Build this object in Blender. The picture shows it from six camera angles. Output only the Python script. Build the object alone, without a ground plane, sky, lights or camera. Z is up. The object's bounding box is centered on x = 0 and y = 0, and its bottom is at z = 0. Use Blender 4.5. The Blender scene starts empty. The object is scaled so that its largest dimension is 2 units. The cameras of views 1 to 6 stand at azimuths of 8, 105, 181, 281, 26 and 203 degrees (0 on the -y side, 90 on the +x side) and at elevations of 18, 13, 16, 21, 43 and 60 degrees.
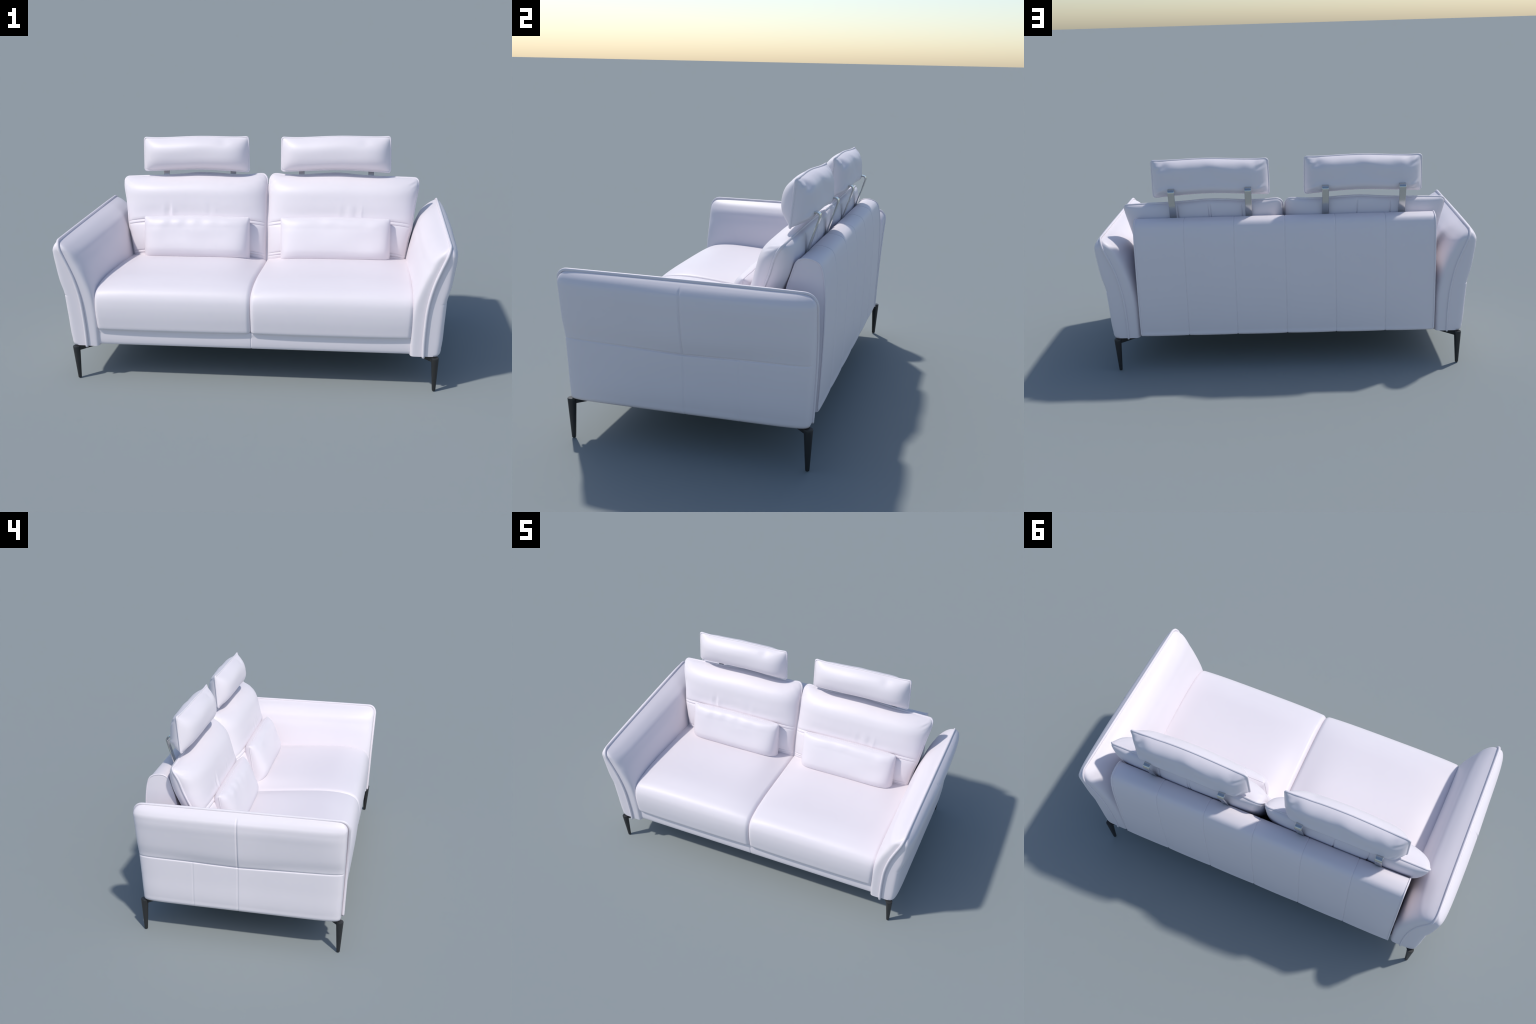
# White leather two-seat sofa: flared armrests, adjustable headrests, black tapered legs.
import bpy, math
import numpy as np

# ------------------------------------------------------------------ materials
def leather_material():
    m = bpy.data.materials.new("white_leather")
    m.use_nodes = True
    nt = m.node_tree
    b = nt.nodes["Principled BSDF"]
    tc = nt.nodes.new("ShaderNodeTexCoord")
    n1 = nt.nodes.new("ShaderNodeTexNoise")
    n1.inputs["Scale"].default_value = 3.0
    n1.inputs["Detail"].default_value = 3.0
    ramp = nt.nodes.new("ShaderNodeValToRGB")
    ramp.color_ramp.elements[0].position = 0.3
    ramp.color_ramp.elements[0].color = LEATHER_A
    ramp.color_ramp.elements[1].position = 0.7
    ramp.color_ramp.elements[1].color = LEATHER_B
    nt.links.new(tc.outputs["Object"], n1.inputs["Vector"])
    nt.links.new(n1.outputs["Fac"], ramp.inputs["Fac"])
    nt.links.new(ramp.outputs["Color"], b.inputs["Base Color"])
    vo = nt.nodes.new("ShaderNodeTexVoronoi")
    vo.inputs["Scale"].default_value = 260.0
    bump = nt.nodes.new("ShaderNodeBump")
    bump.inputs["Strength"].default_value = 0.04
    bump.inputs["Distance"].default_value = 0.0006
    nt.links.new(tc.outputs["Object"], vo.inputs["Vector"])
    nt.links.new(vo.outputs["Distance"], bump.inputs["Height"])
    nt.links.new(bump.outputs["Normal"], b.inputs["Normal"])
    b.inputs["Roughness"].default_value = 0.48
    b.inputs["Specular IOR Level"].default_value = 0.5
    return m

def simple_material(name, col, rough, metal, noise=0.0):
    m = bpy.data.materials.new(name)
    m.use_nodes = True
    nt = m.node_tree
    b = nt.nodes["Principled BSDF"]
    b.inputs["Base Color"].default_value = (*col, 1)
    b.inputs["Metallic"].default_value = metal
    tc = nt.nodes.new("ShaderNodeTexCoord")
    mp = nt.nodes.new("ShaderNodeMapping")
    mp.inputs["Scale"].default_value = (400, 400, 8)
    nz = nt.nodes.new("ShaderNodeTexNoise")
    nz.inputs["Scale"].default_value = 1.0
    mr = nt.nodes.new("ShaderNodeMapRange")
    mr.inputs["To Min"].default_value = rough - noise
    mr.inputs["To Max"].default_value = rough + noise
    nt.links.new(tc.outputs["Object"], mp.inputs["Vector"])
    nt.links.new(mp.outputs["Vector"], nz.inputs["Vector"])
    nt.links.new(nz.outputs["Fac"], mr.inputs["Value"])
    nt.links.new(mr.outputs["Result"], b.inputs["Roughness"])
    return m

LEATHER_A = (0.792, 0.738, 0.775, 1)
LEATHER_B = (0.806, 0.751, 0.789, 1)
LEATHER = leather_material()
STEEL = simple_material("brushed_steel", (0.58, 0.585, 0.57), 0.20, 1.0, 0.01)
BLACK = simple_material("black_painted_metal", (0.022, 0.023, 0.024), 0.45, 0.0, 0.03)
DARK = simple_material("dark_lining_fabric", (0.03, 0.03, 0.032), 0.9, 0.0, 0.02)

# ------------------------------------------------------------------ helpers
def make(name, V, F, mat, parent=None, smooth=True, sharp=None):
    me = bpy.data.meshes.new(name)
    me.from_pydata([tuple(map(float, v)) for v in V], [], [tuple(map(int, f)) for f in F])
    me.materials.append(mat)
    me.validate()
    me.update()
    if smooth:
        me.polygons.foreach_set("use_smooth", [True] * len(me.polygons))
        if sharp:
            me.set_sharp_from_angle(angle=math.radians(sharp))
    ob = bpy.data.objects.new(name, me)
    bpy.context.scene.collection.objects.link(ob)
    if parent:
        ob.parent = parent
    return ob

def flip(V, F):
    V = np.array(V, float)
    V[:, 0] *= -1
    return V, [tuple(reversed(f)) for f in F]

def grid_faces(nu, nv, off=0, rev=False, closed=False):
    F = []
    for j in range(nv - 1):
        for i in range(nu if closed else nu - 1):
            a, b = j * nu + i, j * nu + (i + 1) % nu
            f = (off + a, off + b, off + b + nu, off + a + nu)
            F.append(f[::-1] if rev else f)
    return F

def smooth_curve(pts, n=200):
    """Catmull-Rom through control points, resampled by arc length."""
    P = np.array(pts, float)
    Q = np.vstack([2 * P[0] - P[1], P, 2 * P[-1] - P[-2]])
    out = []
    for i in range(1, len(Q) - 2):
        for t in np.linspace(0, 1, 24, endpoint=False):
            p0, p1, p2, p3 = Q[i - 1], Q[i], Q[i + 1], Q[i + 2]
            out.append(0.5 * (2 * p1 + (p2 - p0) * t + (2 * p0 - 5 * p1 + 4 * p2 - p3) * t * t
                              + (3 * p1 - p0 - 3 * p2 + p3) * t ** 3))
    out.append(P[-1])
    out = np.array(out)
    return resample(out, n)

def resample(P, n):
    d = np.r_[0, np.cumsum(np.linalg.norm(np.diff(P, axis=0), axis=1))]
    s = np.linspace(0, d[-1], n)
    return np.stack([np.interp(s, d, P[:, k]) for k in range(P.shape[1])], 1)

def interp(x, table):
    t = sorted(table)
    return np.interp(x, [a for a, _ in t], [b for _, b in t])

def smooth_interp(x, table):
    """Monotone-ish smooth interpolation (cubic Hermite) through (x, y) pairs."""
    t = np.array(sorted(table), float)
    X, Y = t[:, 0], t[:, 1]
    m = np.gradient(Y, X)
    x = np.clip(np.asarray(x, float), X[0], X[-1])
    i = np.clip(np.searchsorted(X, x) - 1, 0, len(X) - 2)
    h = X[i + 1] - X[i]
    s = (x - X[i]) / h
    return ((2 * s**3 - 3 * s**2 + 1) * Y[i] + (s**3 - 2 * s**2 + s) * h * m[i]
            + (-2 * s**3 + 3 * s**2) * Y[i + 1] + (s**3 - s**2) * h * m[i + 1])

def tube(path, r, seg=10, closed=False):
    P = np.array(path, float)
    n = len(P)
    if closed:
        T = np.roll(P, -1, 0) - np.roll(P, 1, 0)
    else:
        T = np.gradient(P, axis=0)
    T /= np.linalg.norm(T, axis=1)[:, None] + 1e-12
    N = np.zeros_like(P)
    ref = np.array([0, 1.0, 0]) if abs(T[0][1]) < .9 else np.array([1.0, 0, 0])
    v = ref - T[0] * (ref @ T[0])
    for i in range(n):
        v = v - T[i] * (v @ T[i])
        v /= np.linalg.norm(v) + 1e-12
        N[i] = v
    B = np.cross(T, N)
    a = np.linspace(0, 2 * math.pi, seg, endpoint=False)
    V = (P[:, None] + np.broadcast_to(r, (n,))[:, None, None] * (np.cos(a)[None, :, None] * N[:, None] + np.sin(a)[None, :, None] * B[:, None])).reshape(-1, 3)
    F = grid_faces(seg, n, closed=True)
    if closed:
        o = (n - 1) * seg
        # match seam rotation
        d = np.linalg.norm(V[o:o + seg][:, None] - V[:seg][None], axis=2)
        k = int(np.argmin(d[0]))
        for i in range(seg):
            F.append((o + i, o + (i + 1) % seg, (i + 1 + k) % seg, (i + k) % seg))
    else:
        F.append(tuple(range(seg))[::-1])
        F.append(tuple(range((n - 1) * seg, n * seg)))
    return V, F

def groove(x, c, w):
    return np.exp(-((x - c) / w) ** 2)

def bell(x, c, w):
    return np.exp(-((x - c) / w) ** 2)

def samples(n, seams=(), w=0.004, lo=-1.0, hi=1.0, power=1.0):
    """Cosine spaced samples in [lo,hi] with extra lines at seams."""
    t = np.linspace(0, math.pi, n)
    base = -np.cos(t)
    base = (lo + hi) / 2 + (hi - lo) / 2 * base
    ex = [s + k * w for s in seams for k in (-2.6, -1.6, -1, -.5, 0, .5, 1, 1.6, 2.6)]
    ex = [e for e in ex if lo < e < hi]
    keep = [b for b in base if all(abs(b - s) > 3.0 * w for s in seams)]
    return np.array(sorted(set(np.round(keep + ex, 7))))

def smooth_noise(seed, k=6, freq=5.0):
    """Sum of random sine waves in 2D, about -1..1."""
    r = np.random.RandomState(seed)
    W = [(r.uniform(-freq, freq), r.uniform(-freq, freq), r.uniform(0, 6.28), r.uniform(.4, 1)) for _ in range(k)]
    n = sum(w[3] for w in W)
    return lambda a, b: sum(w[3] * np.sin(w[0] * a + w[1] * b + w[2]) for w in W) / n * 1.6

def round_corner(u, v, ru, rv):
    """Round the corners of the square [-1,1]^2 (corner size ru, rv)."""
    p = np.clip((np.abs(u) - (1 - ru)) / ru, 0, 1)
    q = np.clip((np.abs(v) - (1 - rv)) / rv, 0, 1)
    pu, qv = p * np.sqrt(1 - q * q / 2), q * np.sqrt(1 - p * p / 2)
    U = np.where(p > 0, np.sign(u) * ((1 - ru) + ru * pu), u)
    Vv = np.where(q > 0, np.sign(v) * ((1 - rv) + rv * qv), v)
    return U, Vv

def pillow(us, vs, sheet, front, back, nrm, ru, rv):
    """Closed pillow. sheet(U,V)->mid surface points; front/back depth fields of (u,v)
    measured along -nrm / +nrm."""
    U0, V0 = np.meshgrid(us, vs)
    U, V = round_corner(U0, V0, ru, rv)
    M = sheet(U, V)
    N = nrm(U, V)
    f = front(U0, V0)[..., None]
    b = back(U0, V0)[..., None]
    nu, nv = len(us), len(vs)
    A = (M - N * f).reshape(-1, 3)
    B = (M + N * b).reshape(-1, 3)
    idx = np.arange(nu * nv).reshape(nv, nu)
    border = np.zeros((nv, nu), bool)
    border[0] = border[-1] = True
    border[:, 0] = border[:, -1] = True
    bi = np.where(border, idx, -1)
    inner = np.where(~border)
    bi[inner] = nu * nv + np.arange(len(inner[0]))
    verts = np.vstack([A, B.reshape(nv, nu, 3)[inner]])
    F = []
    for j in range(nv - 1):
        for i in range(nu - 1):
            F.append((idx[j, i], idx[j, i + 1], idx[j + 1, i + 1], idx[j + 1, i]))
            F.append((bi[j, i], bi[j + 1, i], bi[j + 1, i + 1], bi[j, i + 1]))
    loop = ([idx[0, i] for i in range(nu)] + [idx[j, nu - 1] for j in range(1, nv)]
            + [idx[nv - 1, i] for i in range(nu - 2, -1, -1)] + [idx[j, 0] for j in range(nv - 2, 0, -1)])
    return verts, F, A[loop]

def dome(u, p, q):
    return np.clip(1 - np.abs(u) ** p, 0, 1) ** q

# ------------------------------------------------------------------ root
root = bpy.data.objects.new("two_seat_sofa", None)
bpy.context.scene.collection.objects.link(root)
root["label"] = "white leather two-seat sofa with flared arms and headrests"
root["category"] = "sofa"

# ------------------------------------------------------------------ armrests
ARM_BOTTOM, ARM_TOP = 0.180, 0.735
PIPE_X = [(.180, .842), (.24, .842), (.33, .846), (.41, .853), (.48, .865), (.55, .882),
          (.62, .907), (.69, .935), (.738, .951)]
INNER_X = [(.180, .772), (.30, .770), (.38, .771), (.46, .781), (.55, .802), (.63, .828),
           (.69, .862), (.720, .905), (.738, .948)]
OUTER_X = [(.180, .924), (.186, .930), (.21, .935), (.34, .945), (.44, .951), (.46, .952), (.52, .966), (.60, .981),
           (.66, .992), (.695, .991), (.725, .972), (.738, .955)]

def arm_half_depth(z):
    """front and rear end of the arm (before the rounded top corner)."""
    k = (z - ARM_BOTTOM) / (ARM_TOP - ARM_BOTTOM)
    yf = -0.508 - 0.014 * k
    yr = 0.498 + 0.026 * k
    rf, rr = 0.045, 0.052
    df = np.clip((z - (ARM_TOP - rf)) / rf, 0, 1)
    dr = np.clip((z - (ARM_TOP - rr)) / rr, 0, 1)
    yf = yf + rf * (1 - np.sqrt(1 - df ** 2))
    yr = yr - rr * (1 - np.sqrt(1 - dr ** 2))
    return yf, yr

def arm_tilt(y, z):
    """the top edge falls a little toward the back; the side seam sags in the middle"""
    k = np.clip((z - .45) / (.742 - .45), 0, 1)
    sag = (-.008 * bell(y, .02, .20) + .006 * bell(y, -.52, .2) - .003 * bell(y, .45, .2)) * bell(z, .444, .07)
    return k * (-.0075 - .008 * y - .006 * y * y) + sag

def arm_shell(side_x, thick_sign, seams_z, seams_y, n_front, n_rear, extra):
    zs = np.r_[np.linspace(ARM_BOTTOM, .60, 46), .60 + (ARM_TOP - .60) * np.sin(np.linspace(0, math.pi / 2, 40))[1:]]
    for s in seams_z:
        zs = np.r_[zs[np.abs(zs - s) > .014], s + np.array([-2.6, -1.8, -1.2, -.8, -.4, 0, .4, .8, 1.2, 1.8, 2.6]) * .0045]
    zs = np.array(sorted(zs))
    c = np.cos(np.linspace(0, math.pi, 121))
    cluster = np.array([-2.4, -1.6, -1, -.5, 0, .5, 1, 1.6, 2.4]) * .005
    V = []
    C0 = -np.sign(c) * np.abs(c) ** (2 / 6) * .51   # nominal column places
    for z in zs:
        yf, yr = arm_half_depth(z)
        if thick_sign > 0:
            yf, yr = yf + .003, yr - .001
        xp, xs = float(smooth_interp(z, PIPE_X)), float(smooth_interp(z, side_x))
        t = abs(xs - xp)
        nf, nr = n_front(z), n_rear(z)
        nn = np.where(c > 0, nf, nr)
        ym, yh = (yf + yr) / 2, (yr - yf) / 2
        yy = -np.sign(c) * np.abs(c) ** (2 / 6)
        y = ym + yy * yh
        dd = np.clip(1 - np.abs(yy) ** nn, 0, 1) ** (1 / nn)
        C = C0
        for s in seams_y:      # extra columns along each vertical seam
            far = [i for i in range(len(y)) if abs(C[i] - s) > .014]
            kz = np.clip((z - .60) / .08, 0, 1)
            ys = (1 - kz) * (s + cluster) + kz * (ym + (s + cluster) / .51 * yh)
            q = np.abs((ys - ym) / yh)
            n2 = np.where(ys < ym, nf, nr)
            ds = (1 - q ** n2) ** (1 / n2)
            y, dd = np.r_[y[far], ys], np.r_[dd[far], ds]
            C = np.r_[C[far], s + cluster]
            o = np.argsort(C)
            y, dd, C = y[o], dd[o], C[o]
        d = t * dd
        d = d + extra(y, z, dd, t)
        x = xp + thick_sign * d
        V.append(np.stack([x, y, z + arm_tilt(y, z)], 1))
    # last row closes the shell onto the piping
    V.append(np.stack([np.full(len(y), xp), y, np.full(len(y), ARM_TOP + .002) + arm_tilt(y, ARM_TOP)], 1))
    nv, nu = len(V), len(y)
    V = np.array(V)
    F = grid_faces(nu, nv, rev=(thick_sign > 0))
    verts = V.reshape(-1, 3)
    bottom = list(range(nu))
    F.append(tuple(bottom if thick_sign > 0 else bottom[::-1]))
    return verts, F

def inner_extra(y, z, dd, t):
    # padding fuller toward the back, leaner at the front top
    k = np.clip((z - .45) / .25, 0, 1)
    return -t * dd * (0.10 * np.clip(-y / .5, 0, 1) ** 2) * k + dd * .006 * bell(y, .15, .25) * (z > .3) * np.clip((ARM_TOP - z) / .1, 0, 1)

SEAM_Z = .444
def outer_power(z):
    return float(smooth_interp(z, [(.18, 9.0), (.30, 9.5), (.40, 10.0), (.55, 9.5), (.66, 6.2), (.74, 5.5)]))
def outer_extra(y, z, dd, t):
    up = 1.0 if z > SEAM_Z else 0.0
    e = 0.0 * y
    # stitched seams
    g = groove(z, SEAM_Z + .006 * np.cos(y * 5) * 0, .0035)
    e = e - (.003 + .004 * bell(y, .02, .3)) * g
    # upper padding puffs out above the seam; lower panel sits flatter
    if z >= SEAM_Z:
        h = np.clip((z - SEAM_Z) / .055, 0, 1)
        e = e + (.003 + .008 * bell(y, .08, .26)) * np.sin(h * math.pi / 2) * (1 - .5 * np.clip((z - .60) / .1, 0, 1))
    vs = [(0.002, 1)] if up else [(0.002, .8), (0.228, .5)]
    for c, a in vs:
        e = e - (.004 if up else .002) * a * groove(y, c, .0035) + (.0016 if up else .001) * a * groove(y, c - .007, .005)
    fade = np.clip((ARM_TOP - .012 - z) / .03, 0, 1)
    return e * dd * fade

for side in (1, -1):
    Vi, Fi = arm_shell(INNER_X, -1, [], [], lambda z: float(np.interp(z, [.2, .42, .62], [11.0, 8.5, 5.0])), lambda z: float(np.interp(z, [.2, .40, .70], [8.5, 7.0, 4.2])), inner_extra)
    Vo, Fo = arm_shell(OUTER_X, +1, [SEAM_Z], [.002, .228], outer_power, outer_power, outer_extra)
    # piping along the border of the two shells, from the floor edge over the top
    zs = np.r_[np.linspace(ARM_BOTTOM - .004, ARM_TOP - .08, 40), ARM_TOP - .08 + .08 * np.sin(np.linspace(0, math.pi / 2, 24))[1:]]
    fr = [[smooth_interp(max(z, ARM_BOTTOM), PIPE_X), arm_half_depth(z)[0], z] for z in zs]
    re = [[smooth_interp(max(z, ARM_BOTTOM), PIPE_X), arm_half_depth(z)[1], z] for z in zs]
    y0, y1 = fr[-1][1], re[-1][1]
    top = [[fr[-1][0], y, ARM_TOP] for y in np.linspace(y0, y1, 60)[1:-1]]
    path = np.array(fr + top + re[::-1], float)
    path[:, 2] += arm_tilt(path[:, 1], path[:, 2])
    # piping stands slightly proud of the front, rear and top faces
    path[:, 1] += np.where(path[:, 1] < 0, -.004, .001) * (np.abs(path[:, 1]) > .4)
    path[:, 2] += .004 * np.clip((path[:, 2] - .69) / .03, 0, 1)
    path = resample(path, 260)
    Vp, Fp = tube(path, np.interp(path[:, 1], [.35, .50], [.0072, .0052]), 10)
    if side < 0:
        Vi, Fi = flip(Vi, Fi)
        Vo, Fo = flip(Vo, Fo)
        Vp, Fp = flip(Vp, Fp)
    arm = make("armrest", Vi, Fi, LEATHER, root, sharp=60)
    make("outer_panel", Vo, Fo, LEATHER, arm, sharp=85)
    make("piping", Vp, Fp, LEATHER, arm)

# ------------------------------------------------------------------ padded extrusion (seat, rail, back frame)
def padded(profile, x0, x1, r, crown, xs_slant=None, seams=(), seam_depth=.004, seam_w=.004, puff=None, n=60, n_prof=120):
    """Extrude an outline profile (closed, y-z, clockwise seen from +x) along x with
    rounded end edges of radius r, crowned middle and stitched seams."""
    P = resample(np.vstack([profile, profile[:1]]), n_prof + 1)[:-1]
    T = np.roll(P, -1, 0) - np.roll(P, 1, 0)
    T /= np.linalg.norm(T, axis=1)[:, None]
    Nn = np.stack([-T[:, 1], T[:, 0]], 1)
    ctr = P.mean(0)
    if np.mean(np.sum(Nn * (P - ctr), 1)) < 0:
        Nn = -Nn
    L = x1 - x0
    a = np.linspace(0, math.pi / 2, 9)
    ends = r * (1 - np.cos(a))
    xs = np.r_[x0 + ends, np.linspace(x0 + r, x1 - r, n)[1:-1], (x1 - ends)[::-1]]
    for s in seams:
        xs = np.r_[xs[np.abs(xs - s) > .012], s + np.array([-2.4, -1.6, -1, -.5, 0, .5, 1, 1.6, 2.4]) * seam_w]
    xs = np.array(sorted(xs))
    V = []
    for x in xs:
        e = min(x - x0, x1 - x)
        ins = r - math.sqrt(max(r * r - (r - min(e, r)) ** 2, 0))
        u = 2 * (x - x0) / L - 1
        off = -ins + crown(u, P)
        for s in seams:
            off = off - seam_depth * math.exp(-((x - s) / seam_w) ** 2)
        if puff is not None:
            off = off + puff(x, P)
        Q = P + Nn * np.asarray(off).reshape(-1, 1) if np.ndim(off) else P + Nn * off
        X = np.full(len(P), x)
        if xs_slant is not None:
            X = xs_slant(x, Q)
        V.append(np.stack([X, Q[:, 0], Q[:, 1]], 1))
    m = len(P)
    V = np.array(V).reshape(-1, 3)
    F = grid_faces(m, len(xs), closed=True)
    F.append(tuple(range(m))[::-1])
    F.append(tuple(range((len(xs) - 1) * m, len(xs) * m)))
    return V, F

def closed_profile(ctrl, n=160):
    P = np.array(ctrl, float)
    out = []
    K = len(P)
    for i in range(K):
        p0, p1, p2, p3 = P[i - 1], P[i], P[(i + 1) % K], P[(i + 2) % K]
        for t in np.linspace(0, 1, 16, endpoint=False):
            out.append(0.5 * (2 * p1 + (p2 - p0) * t + (2 * p0 - 5 * p1 + 4 * p2 - p3) * t * t
                              + (3 * p1 - p0 - 3 * p2 + p3) * t ** 3))
    return np.array(out)

# ---- seat cushions
SEAT = closed_profile([(-.490, .267), (-.503, .2685), (-.5095, .276), (-.512, .30), (-.515, .35), (-.512, .40), (-.500, .442), (-.472, .470),
                       (-.42, .484), (-.33, .490), (-.20, .490), (0, .482), (.15, .470), (.27, .455), (.29, .40), (.28, .30), (.25, .272), (0, .267), (-.30, .267), (-.44, .267), (-.47, .267)])
def seat_crown(u, P):
    k = 1 - abs(u) ** 3
    top = np.clip((P[:, 1] - .40) / .06, 0, 1) * np.clip((P[:, 0] + .52) / .20, 0, 1) * np.clip((.20 - P[:, 0]) / .30, 0, 1)
    nose = np.clip((-.42 - P[:, 0]) / .06, 0, 1)
    r = np.clip((P[:, 0] + .40) / .5, 0, 1)
    valley = r * r * (3 - 2 * r) * np.clip((P[:, 1] - .36) / .08, 0, 1) * (bell(u, -1, .24) + .6 * bell(u, 1, .2))
    front = bell(P[:, 0], -.40, .14) * np.clip((P[:, 1] - .33) / .14, 0, 1) ** 2
    return .017 * (3 * top ** 2 - 2 * top ** 3) * k + .004 * nose * k - .026 * valley + .007 * front * (1 - abs(u) ** 6)
def seat_slant(sgn):
    def f(x, Q):
        k = np.clip((Q[:, 1] - .28) / .18, 0, 1)
        w = (x - .003) / .79
        return sgn * (x - w * .009 * (1 - k))
    return f
for side in (1, -1):
    V, F = padded(SEAT, -.0015, .795, .024, seat_crown, xs_slant=seat_slant(1), n=46, n_prof=200)
    if side < 0:
        V, F = flip(V, F)
    make("seat_cushion", V, F, LEATHER, root, sharp=60)

# ---- front rail below the seat (one piece per seat)
RAIL = closed_profile([(-.480, .184), (-.491, .190), (-.495, .21), (-.495, .245), (-.492, .275), (-.44, .285), (-.40, .27), (-.40, .195), (-.42, .184)])
for side in (1, -1):
    V, F = padded(RAIL, -.0015, .800, .007, lambda u, P: 0.0, n=30, n_prof=80)
    if side < 0:
        V, F = flip(V, F)
    make("front_rail", V, F, LEATHER, root, sharp=50)

# ---- underside lining
V = [(x, y, z) for z in (.193, .28) for y in (-.47, .47) for x in (-.80, .80)]
F = [(0, 2, 3, 1), (4, 5, 7, 6), (0, 1, 5, 4), (2, 6, 7, 3), (0, 4, 6, 2), (1, 3, 7, 5)]
make("underside_lining", V, F, DARK, root, smooth=False)

# ------------------------------------------------------------------ back frame
FRAME = closed_profile([(.30, .192), (.31, .40), (.345, .60), (.366, .696), (.378, .735), (.388, .767), (.398, .793), (.414, .807), (.438, .812),
                        (.464, .808), (.485, .799), (.498, .783), (.505, .760), (.511, .725), (.516, .65), (.516, .50),
                        (.511, .35), (.504, .22), (.496, .190), (.40, .188)])
SEAMS_BACK = [-.517, -.26, -.002, .26, .517]
def frame_puff(x, P):
    edges = [-.773] + SEAMS_BACK + [.773]
    for a, b in zip(edges[:-1], edges[1:]):
        if a <= x <= b:
            t = (x - a) / (b - a)
            w = (4 * t * (1 - t)) ** .5
            low = np.clip((.50 - P[:, 1]) / .3, 0, 1)
            back = (P[:, 0] > .42)
            return (.0004 + .002 * low) * w * back
    return 0 * P[:, 0]
V, F = padded(FRAME, -.773, .773, .006, lambda u, P: 0.0, seams=SEAMS_BACK, seam_depth=.0028, seam_w=.0024, puff=frame_puff, n=90, n_prof=220)
back = make("back_frame", V, F, LEATHER, root, sharp=80)
# thin welt around each end of the frame
for sx in (-1, 1):
    c = FRAME
    c = c[(c[:, 1] > .20) & ((c[:, 0] > .42) | (c[:, 1] > .5))]
    k = np.argmin(c[:, 1] + (c[:, 0] < .4) * 0)
    pts = resample(c, 160)
    path = np.c_[np.full(160, sx * .7705), pts[:, 0], pts[:, 1]]
    V, F = tube(path, .0042, 8)
    make("piping", V, F, LEATHER, back)

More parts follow.
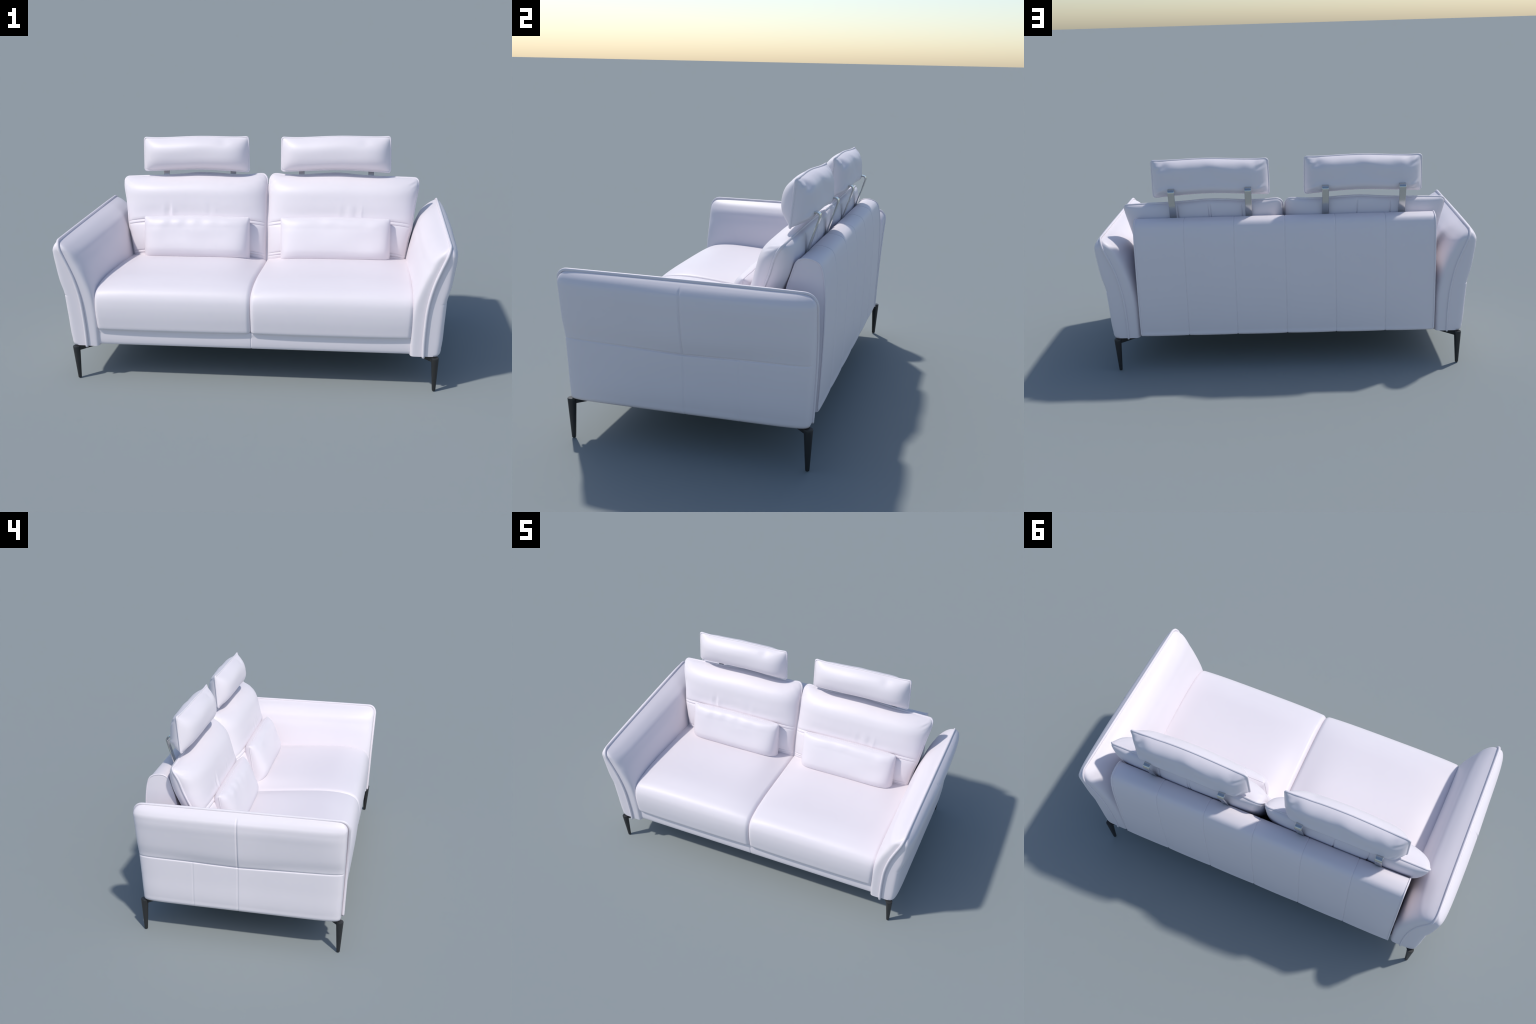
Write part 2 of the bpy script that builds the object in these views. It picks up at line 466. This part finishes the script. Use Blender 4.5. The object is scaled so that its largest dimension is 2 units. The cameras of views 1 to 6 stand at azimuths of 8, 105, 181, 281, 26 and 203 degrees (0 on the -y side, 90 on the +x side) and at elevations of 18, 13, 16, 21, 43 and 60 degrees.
# ------------------------------------------------------------------ back cushions
EDGE_Y = [(.40, .185), (.46, .205), (.55, .228), (.623, .250), (.70, .285), (.75, .305), (.83, .333), (.865, .355), (.90, .385)]
FRONT_B = [(.40, .050), (.50, .085), (.58, .085), (.66, .078), (.73, .090), (.80, .095), (.85, .088), (.90, .064)]
CB, CT = .415, .885
TOP_EDGE = [(.0, .886), (.03, .893), (.10, .889), (.19, .888), (.30, .895), (.40, .898), (.50, .890), (.60, .884), (.72, .881), (.84, .877)]
def cushion(side):
    seam_vs = [2 * (z - CB) / (CT - CB) - 1 for z in (.636, .652, .472, .486)]
    seam_back = [.557, .39, .22]
    SU = {.557: .318, .396: -.070, .384: -.099, .22: -.494}
    us = samples(72, list(SU.values()), .0048)
    vs = samples(60, seam_vs, .0075)
    wob = smooth_noise(11 if side > 0 else 23, 7, 5)
    def xw(V):
        z = CB + (CT - CB) * (V + 1) / 2
        inner = .0045 + .005 * np.clip((z - .8) / .08, 0, 1)
        outer = smooth_interp(z, [(.40, .755), (.45, .766), (.60, .795), (.75, .822), (.83, .836), (.90, .840)])
        return inner, outer, z
    def sheet(U, V):
        a, b, z = xw(V)
        x = (a + b) / 2 + U * (b - a) / 2
        up = np.clip((V - .2) / .8, 0, 1) ** 2
        # top edge: slightly crowned in the middle, dipping near the outer side
        z = z - .022 * np.abs(U) ** 5 * (bell(V, -.05, .25) + bell(V, -.75, .2)) + up * (smooth_interp(x, TOP_EDGE) - .0058 - CT)
        y = smooth_interp(z, EDGE_Y) - .004 * up * (1 - U ** 2)
        return np.stack([x, y, z], -1)
    def nrm(U, V):
        s = .22 + 0 * U
        c = np.sqrt(1 - s * s)
        return np.stack([0 * U, c, -s * 1.0], -1)
    def front(u, v):
        a, b, z = xw(v)
        d = smooth_interp(z, FRONT_B) * dome(u, 4.6, .45) * dome(v, 4.6, .50)
        d = d + .003 * wob(u * .8, v * .8) * dome(u, 2, 1) * dome(v, 2, 1)
        e = dome(u, 10, .6)
        for z0 in (.636, .652):
            d = d - .006 * groove(z, z0, .0026) * e
        for z0 in (.472, .486):
            d = d - .005 * groove(z, z0, .0026) * e
        # pinched creases above the lumbar pillow
        pins = [(.436, .9), (.502, 1.3)] if side > 0 else [(.319, .8), (.554, 1.3)]
        x = (a + b) / 2 + u * (b - a) / 2
        for c, k in pins:
            d = d - .004 * k * bell(x, c, .012) * bell(z, .695, .030) + .003 * k * (bell(x, c + .022, .012) + bell(x, c - .022, .012)) * bell(z, .69, .03)
        # corner pleats
        d = d + .004 * np.sin((u - v) * 55) * (bell(u, .92, .05) + .6 * bell(u, -.94, .04)) * bell(v, .84, .09)
        return np.maximum(d, 0)
    def back_d(u, v):
        a, b, z = xw(v)
        x = (a + b) / 2 + u * (b - a) / 2
        d = (.066 + .013 * np.clip((.868 - z) / .05, 0, 1)) * dome(u, 7, .36) * dome(v, 5.5, .48)
        e = dome(u, 8, 1) * dome(v, 10, 1)
        pick = (.557, .396, .384, .22) if side > 0 else (.557, .384)
        for c in pick:
            d = d - .006 * groove(u, SU[c], .0062) * e
        for c in (.557, .22):
            d = d - .004 * bell(x, c, .018) * e
        d = d + .003 * wob(u * 1.6 + 3, v * 1.3) * dome(u, 3, 1) * dome(v, 3, 1)
        return np.maximum(d, 0)
    Vv, F, loop = pillow(us, vs, sheet, front, back_d, nrm, .055, .10)
    Vp, Fp = tube(resample(np.vstack([loop, loop[:1]]), 360)[:-1], .0058, 8, closed=True)
    if side < 0:
        Vv, F = flip(Vv, F)
        Vp, Fp = flip(Vp, Fp)
    ob = make("back_cushion", Vv, F, LEATHER, root, sharp=75)
    make("piping", Vp, Fp, LEATHER, ob)
for side in (1, -1):
    cushion(side)

# ------------------------------------------------------------------ lumbar pillows
def lumbar(side):
    zb, zt = .452, .690
    xa, xb = .088, .684
    us, vs = samples(60), samples(40)
    wob = smooth_noise(5 if side > 0 else 9, 8, 6)
    def sheet(U, V):
        z = (zb + zt) / 2 + V * (zt - zb) / 2 + .003 * np.cos(U * 3) * np.clip(V, 0, 1)
        x = (xa + xb) / 2 + U * (xb - xa) / 2
        y = .123 + .038 * (V + 1) / 2
        return np.stack([x, y, z], -1)
    def nrm(U, V):
        return np.stack([0 * U, .97 + 0 * U, -.24 + 0 * U], -1)
    def front(u, v):
        d = .064 * dome(u, 7, .42) * dome(v, 3.2, .5) * (1 - .12 * v)
        d = d + .022 * dome(u, 12, .5) * np.clip(.5 - v, 0, 1) * dome(v, 20, .4)
        d = d + .0045 * wob(u * 1.2, v) * dome(u, 3, 1) * dome(v, 3, 1)
        d = d + .003 * wob(u * 4 + 1, v * .6) * bell(v, .75, .25) * dome(u, 4, 1)
        d = d + .0016 * np.sin((u * 30 + v * 8)) * bell(np.abs(u), .95, .05) * bell(v, .85, .12)
        return d
    def back_d(u, v):
        return .055 * dome(u, 10, .4) * dome(v, 5, .45)
    V, F, loop = pillow(us, vs, sheet, front, back_d, nrm, .03, .08)
    Vp, Fp = tube(resample(np.vstack([loop, loop[:1]]), 240)[:-1], .0022, 6, closed=True)
    if side < 0:
        V, F = flip(V, F)
        Vp, Fp = flip(Vp, Fp)
    ob = make("lumbar_pillow", V, F, LEATHER, root, sharp=75)
    make("piping", Vp, Fp, LEATHER, ob)
for side in (1, -1):
    lumbar(side)

# ------------------------------------------------------------------ headrests (the two are identical copies)
def headrest_mesh():
    w, h = .3018, .0925
    zc = 1.008
    us, vs = samples(84), samples(48, [-.80], .018)
    wob = smooth_noise(31, 9, 9)
    def sheet(U, V):
        z = zc + V * h + .0035 * np.cos(U * 3.6 - .3) + .002 * U * V + .005 * (1 - U * U) * (V < 0) * V * V + .003 * V * U ** 6
        x = U * w * (1 - .004 * V) + .004 * (V < 0) * 0
        y = .352 + .010 * V + .008 * (U ** 2 - .4)
        return np.stack([x, y, z], -1)
    def nrm(U, V):
        return np.stack([0 * U, 1 + 0 * U, 0 * U - .05], -1)
    def front(u, v):
        d = .063 * dome(u, 8, .82) * dome(v, 2.8, .80)
        d = d + .004 * wob(u * .9, v * .5) * dome(u, 3, 1) * dome(v, 3, .8)
        d = d - .005 * bell(u, .55, .10) * bell(v, .75, .2)
        return d
    def back_d(u, v):
        d = .074 * dome(u, 6.5, .68) * dome(v, 3.4, .60) * (1 - .12 * v)
        d = d + .012 * dome(u, 6, .8) * bell(v, -.62, .3)
        d = d + .005 * wob(u * 1.5 + 2, v * .6) * dome(u, 3, 1) * dome(v, 2, .7)
        d = d + .0045 * wob(u * 2.6 + 5, v * .3) * bell(v, .72, .28) * dome(u, 6, 1)
        d = d - .010 * (bell(u, -.78, .10) * .6 + bell(u, .80, .09)) * bell(v, .80, .25)
        # gathered folds at the corners, stitched line near the lower edge
        d = d + .0045 * np.sin(u * 26 + v * 14) * bell(np.abs(u), .86, .08) * (bell(v, .72, .2) + bell(v, -.55, .25))
        d = d - .0035 * groove(v, -.80 + .05 * u ** 4, .02) * dome(u, 8, 1)
        return np.maximum(d, 0)
    V, F, loop = pillow(us, vs, sheet, front, back_d, nrm, .042, .13)
    Vp, Fp = tube(resample(np.vstack([loop, loop[:1]]), 300)[:-1], .0052, 8, closed=True)
    return V, F, Vp, Fp

def strip(path_yz, width, thick):
    P = resample(smooth_curve(path_yz, 80), 60)
    T = np.gradient(P, axis=0)
    T /= np.linalg.norm(T, axis=1)[:, None]
    N = np.stack([-T[:, 1], T[:, 0]], 1)
    c = .0012
    sec = [(-width / 2 + c, -thick / 2), (width / 2 - c, -thick / 2), (width / 2, -thick / 2 + c), (width / 2, thick / 2 - c),
           (width / 2 - c, thick / 2), (-width / 2 + c, thick / 2), (-width / 2, thick / 2 - c), (-width / 2, -thick / 2 + c)]
    V = []
    for p, n in zip(P, N):
        for (a, b) in sec:
            V.append((a, p[0] + n[0] * b, p[1] + n[1] * b))
    F = grid_faces(8, len(P), closed=True)
    F.append(tuple(range(8))[::-1])
    F.append(tuple(range((len(P) - 1) * 8, len(P) * 8)))
    return V, F

HV, HF, PV, PF = headrest_mesh()
BV, BF = strip([(.375, .955), (.405, .9585), (.428, .961), (.442, .957), (.448, .945), (.444, .930), (.424, .870), (.402, .805), (.385, .755)], .0345, .0065)
head0 = make("headrest", HV, HF, LEATHER, root, sharp=75)
pipe0 = make("piping", PV, PF, LEATHER, head0)
brk0 = make("bracket", BV, BF, STEEL, head0, sharp=40)
brk0.location = (-.197, 0, 0)
head0.location = (.379, 0, 0)
brk1 = brk0.copy()
brk1.location = (.198, 0, 0)
bpy.context.scene.collection.objects.link(brk1)
head1 = head0.copy()
head1.location = (-.4135, 0, 0)
bpy.context.scene.collection.objects.link(head1)
for src in (pipe0, brk0, brk1):
    c = src.copy()
    c.parent = head1
    bpy.context.scene.collection.objects.link(c)

# ------------------------------------------------------------------ legs: tapered post with a diagonal mounting arm
def leg_mesh():
    seg = 20
    V, F = [], []
    rings = [(0.0, .0070), (.002, .0086), (.010, .0092), (.166, .0182), (.173, .0186), (.176, .0172)]
    for z, r in rings:
        k = z / .176
        cx, cy = .004 * k - .002, .0
        for i in range(seg):
            a = 2 * math.pi * i / seg
            V.append((cx + r * math.cos(a), cy + r * math.sin(a), z))
    F += grid_faces(seg, len(rings), closed=True)
    F.append(tuple(range(seg))[::-1])
    F.append(tuple(range((len(rings) - 1) * seg, len(rings) * seg)))
    return V, F
def leg_arm():
    # wedge running diagonally inward under the frame, in leg axes (inward = -x, -y)
    d = np.array([-1, -1, 0]) / math.sqrt(2)
    n = np.array([1, -1, 0]) / math.sqrt(2)
    V = []
    for t, w, zl, zh in ((.005, .0125, .153, .175), (.10, .0115, .153, .178), (.17, .010, .155, .182), (.27, .008, .176, .196)):
        for s, z in ((-1, zl), (1, zl), (1, zh), (-1, zh)):
            V.append(d * t + n * s * w + np.array([0, 0, z]))
    F = grid_faces(4, 4, closed=True)
    F += [(3, 2, 1, 0), (12, 13, 14, 15)]
    return V, F
def pin_mesh():
    V, F = [], []
    for z in (.172, .196):
        for i in range(12):
            a = 2 * math.pi * i / 12
            V.append((.006 * math.cos(a) - .016, .006 * math.sin(a) - .014, z))
    F = grid_faces(12, 2, closed=True)
    F += [tuple(range(12))[::-1], tuple(range(12, 24))]
    return V, F
LV, LF = leg_mesh()
AV, AF = leg_arm()
NV, NF = pin_mesh()
leg0 = make("leg", LV, LF, BLACK, root, sharp=40)
arm0 = make("mounting_arm", AV, AF, BLACK, leg0, smooth=False)
pin0 = make("fixing_pin", NV, NF, BLACK, leg0, sharp=40)
leg0.location = (.899, .495, 0)
for sx, sy in ((-1, 1), (-1, -1), (1, -1)):
    l = leg0.copy()
    l.location = (.899 * sx, .495 if sy > 0 else -.503, 0)
    l.rotation_euler = (0, 0, {(-1, 1): math.pi / 2, (-1, -1): math.pi, (1, -1): -math.pi / 2}[(sx, sy)])
    bpy.context.scene.collection.objects.link(l)
    for src in (arm0, pin0):
        c = src.copy()
        c.parent = l
        bpy.context.scene.collection.objects.link(c)
